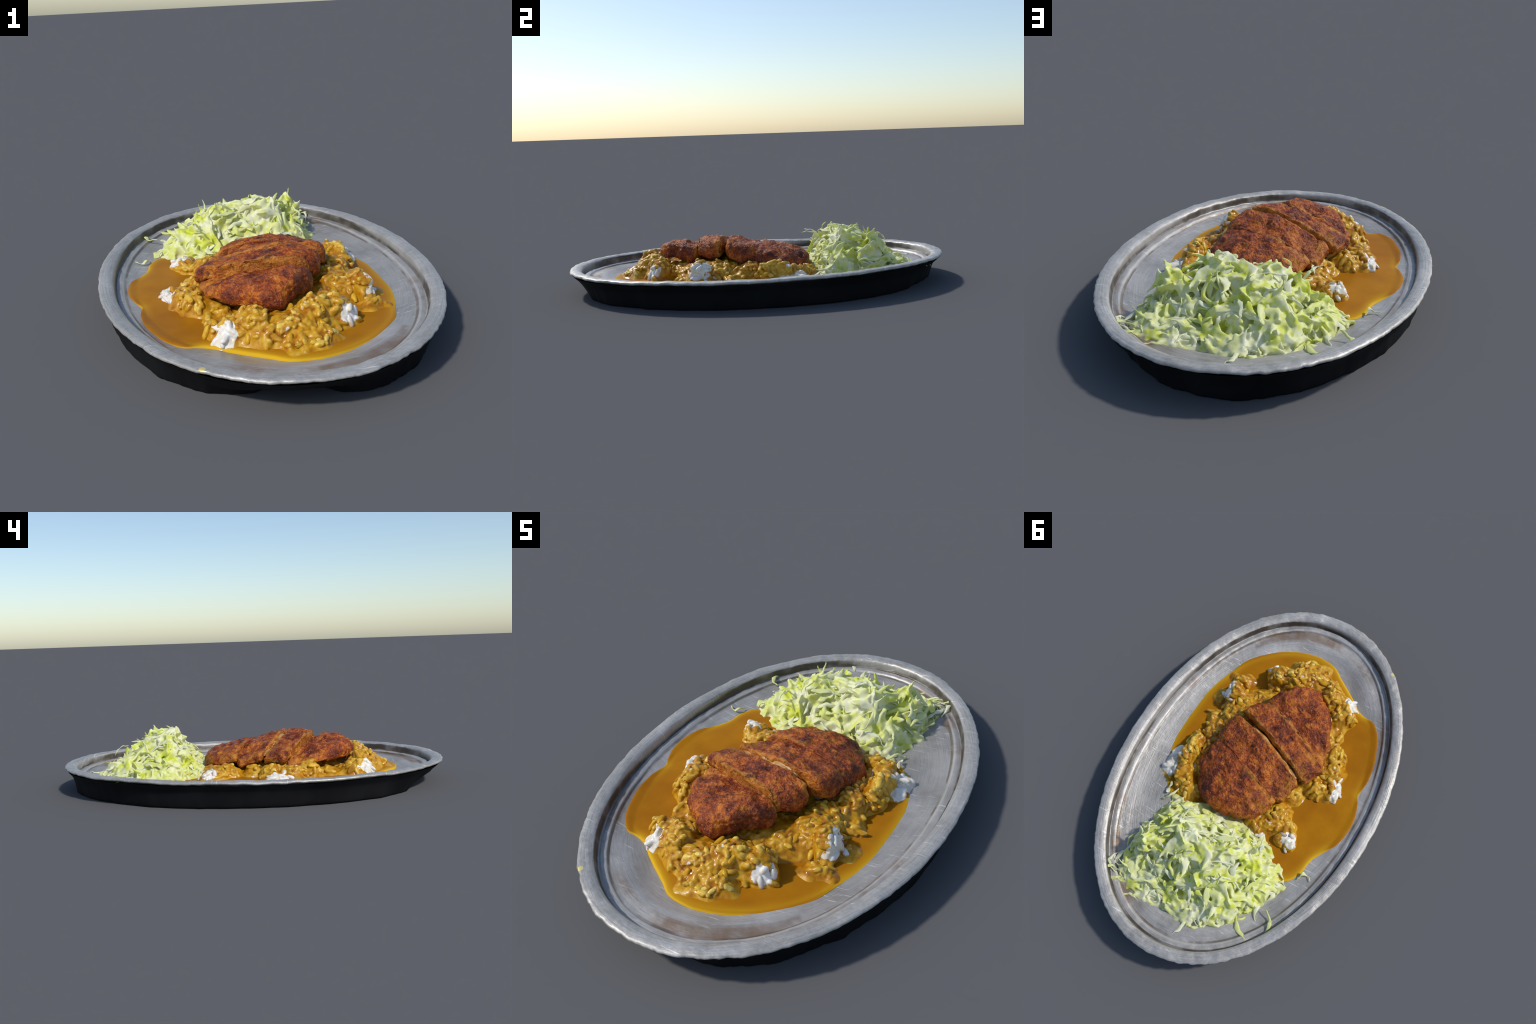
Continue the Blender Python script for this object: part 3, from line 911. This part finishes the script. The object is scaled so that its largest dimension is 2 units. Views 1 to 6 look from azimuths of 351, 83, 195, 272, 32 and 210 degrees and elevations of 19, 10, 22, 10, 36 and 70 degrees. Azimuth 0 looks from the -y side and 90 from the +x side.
def make_cabbage(heap_mat, shred_mat):
    cab = thing("shredded_cabbage", "pale green heap of finely shredded raw cabbage", "shredded cabbage")
    st = 0.005
    gx, gy = np.arange(-0.45, 0.42, st), np.arange(0.16, 0.86, st)
    X, Y = np.meshgrid(gx, gy, indexing="ij")
    x, y = X.ravel(), Y.ravel()
    z = cabbage_height(x, y)
    v = np.stack([x, y, z], 1)
    idx = np.arange(len(x)).reshape(len(gx), len(gy))
    q = np.stack([idx[:-1, :-1], idx[1:, :-1], idx[1:, 1:], idx[:-1, 1:]], -1).reshape(-1, 4)
    nrm = normals_of(v, q)
    amp = smooth((z - 0.075) / 0.06)
    fold = 0.10 - np.abs(noise3(v * 11 + 3)) * 1.7
    fold2 = 0.10 - np.abs(noise3(v * 23 + 8)) * 1.7
    v = v + nrm * (amp * (0.048 * fold + 0.024 * fold2))[:, None]
    v[:, :2] += amp[:, None] * 0.022 * np.stack([noise3(v * 13 + 51), noise3(v * 13 + 77)], 1)
    v[:, 2] = np.where(z < 0.0672, 0.054, np.maximum(v[:, 2], 0.062) - 0.004)
    heap_solid = solid_field(v, len(gx), len(gy), 0.045)

    def shred_mesh(seed, thick):
        r = np.random.default_rng(seed)
        if thick:
            L, W, T = r.uniform(0.09, 0.18), r.uniform(0.016, 0.036), r.uniform(0.0065, 0.0100)
        else:
            L, W, T = r.uniform(0.08, 0.16), r.uniform(0.008, 0.017), r.uniform(0.0032, 0.0055)
        n, k = 22, 10
        arch, side, twist = r.uniform(-0.9, 0.25), r.normal(0, 0.9), r.normal(0, 0.9)
        wave, ph = r.uniform(0.0, 0.006), r.uniform(0, 6)
        p, rows = np.zeros(3), []
        for i in range(n):
            s = i / (n - 1) - 0.5
            rad = (abs(math.sin(math.pi * (i + 0.35) / (n - 0.3))) ** 0.42) * (0.75 + 0.35 * math.sin(8 * s + ph) * math.cos(3 * s + 2 * ph))
            c = np.array([L * s, side * L * s * s, arch * L * s * s + wave * math.sin(9 * s + ph)])
            a = twist * s * 2 + 0.3 * math.sin(4 * s + ph)
            for j in range(k):
                t = 2 * math.pi * j / k
                yy, zz = W * rad * math.cos(t), T * (0.4 + 0.6 * rad) * math.sin(t)
                yy2 = yy
                zz += 0.35 * yy * yy / W * r_curl
                rows.append(c + np.array([0, yy2 * math.cos(a) - zz * math.sin(a), yy2 * math.sin(a) + zz * math.cos(a)]))
        vs = np.array(rows)
        vs += 0.0110 * np.stack([noise3(vs * 26 + seed), noise3(vs * 26 + seed + 9), noise3(vs * 26 + seed + 19)], 1)
        vs += 0.0040 * np.stack([noise3(vs * 60 + seed), noise3(vs * 60 + seed + 9), noise3(vs * 60 + seed + 19)], 1)
        fs = ring_faces(n, k)
        fs.append(list(range(k))[::-1])
        fs.append([(n - 1) * k + j for j in range(k)])
        return mesh_from("cabbage_shred", vs, fs, shred_mat)

    thin, fat = [], []
    for i in range(52):
        r_curl = np.random.default_rng(900 + i).uniform(-1.0, 1.0)
        (fat if i % 2 else thin).append(shred_mesh(300 + i, i % 2))

    r = np.random.default_rng(33)
    out = chaikin(CABBAGE_OUTLINE, 2)
    places = []
    while len(places) < 480:
        px, py = r.uniform(-0.43, 0.38), r.uniform(0.22, 0.83)
        if signed_distance(np.array([[px, py]]), out)[0] < -0.008:
            continue
        places.append((px, py))
    px = np.array(places)
    NAMED = 125
    e = 0.02
    H = [cabbage_height(px[:, 0] + a, px[:, 1] + b) for a, b in ((0, 0), (e, 0), (-e, 0), (0, e), (0, -e))]
    parts, singles = [heap_solid], []
    for i in range(len(px)):
        nrm = Vector((-(H[1][i] - H[2][i]) / (2 * e), -(H[3][i] - H[4][i]) / (2 * e), 1)).normalized()
        src = (thin if i < NAMED else fat)[int(r.integers(0, 26))]
        spin = Quaternion(nrm, r.uniform(0, 2 * math.pi)) @ Vector((0, 0, 1)).rotation_difference(nrm)
        low = smooth((H[0][i] - 0.08) / 0.08)
        tip = Quaternion((0, 1, 0), r.normal(0, 0.08 + (0.14 if i < NAMED else 0.24) * low)) @ Quaternion((1, 0, 0), r.normal(0, 0.15 + 0.45 * low))
        loc = Vector((px[i, 0], px[i, 1], H[0][i])) + nrm * (0.002 + float(low) * (r.uniform(-0.006, 0.010) if i < NAMED else r.uniform(-0.018, 0.008)))
        loc.z = max(loc.z, 0.078)
        s = r.uniform(0.8, 1.25) * (0.75 + 0.25 * float(low))
        M = Matrix.LocRotScale(loc, spin @ tip, Vector((s, s, s)))
        reach = moved(src, M)[0][:, 2].max()
        if reach > 0.301:
            M = Matrix.Translation((0, 0, 0.301 - reach)) @ M
        if i < NAMED:
            singles.append((src, M))
        else:
            parts.append(moved(src, M))
    heap = add("cabbage_heap", fuse("cabbage_heap", parts, 0.0046, heap_mat, 0.064, 0.5, 5), cab)
    heap["kind"] = "stuff"
    for src, M in singles:
        add("cabbage_shred", src, heap).matrix_world = M
    # a few strands the heap has shed, and the ones that stick out of it: x, y, z, turn, pitch, size
    for x0, y0, z0, turn, pitch, s in ((-0.450, 0.594, 0.106, 115, 4, 0.8), (-0.474, 0.306, 0.083, 20, 0, 0.75), (0.345, 0.755, 0.122, 30, -10, 0.7),
                                       (-0.165, 0.545, 0.240, 60, -50, 0.6), (-0.235, 0.345, 0.225, 75, 22, 0.8), (-0.170, 0.385, 0.265, 60, -50, 0.5), (-0.250, 0.330, 0.238, -105, -15, 0.6), (0.25, 0.56, 0.235, 140, -50, 0.5), (0.10, 0.43, 0.262, 40, -25, 0.5),
                                       (-0.083, 0.700, 0.215, 110, 35, 0.7), (-0.34, 0.70, 0.092, 150, 0, 0.9), (-0.10, 0.82, 0.092, 80, 0, 0.8),
                                       (0.27, 0.78, 0.100, 10, 0, 0.8), (0.25, 0.545, 0.225, 50, -55, 0.6), (0.11, 0.44, 0.268, 100, -35, 0.5), (-0.05, 0.42, 0.262, 20, 30, 0.6), (0.36, 0.74, 0.118, 120, 0, 0.7), (0.31, 0.80, 0.104, 40, 0, 0.7), (-0.36, 0.58, 0.088, 100, 0, 0.7), (0.33, 0.66, 0.112, 70, 0, 0.8), (0.35, 0.60, 0.105, 95, 5, 0.7), (0.20, 0.82, 0.095, 20, 0, 0.8), (0.30, 0.30, 0.10, 60, 10, 0.8), (0.33, 0.27, 0.09, 100, 0, 0.7)):
        ob = add("cabbage_shred", thin[int(abs(x0 * 977 + y0 * 311)) % len(thin)], heap)
        q = Quaternion((0, 0, 1), math.radians(turn)) @ Quaternion((0, 1, 0), math.radians(pitch))
        ob.matrix_world = Matrix.LocRotScale(Vector((x0, y0, z0)), q, Vector((s, s, s)))
    return cab


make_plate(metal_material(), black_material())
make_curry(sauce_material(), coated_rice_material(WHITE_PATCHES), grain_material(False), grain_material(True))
make_cutlet(crust_material(), meat_material())
make_cabbage(cabbage_material("heap"), cabbage_material("shred"))
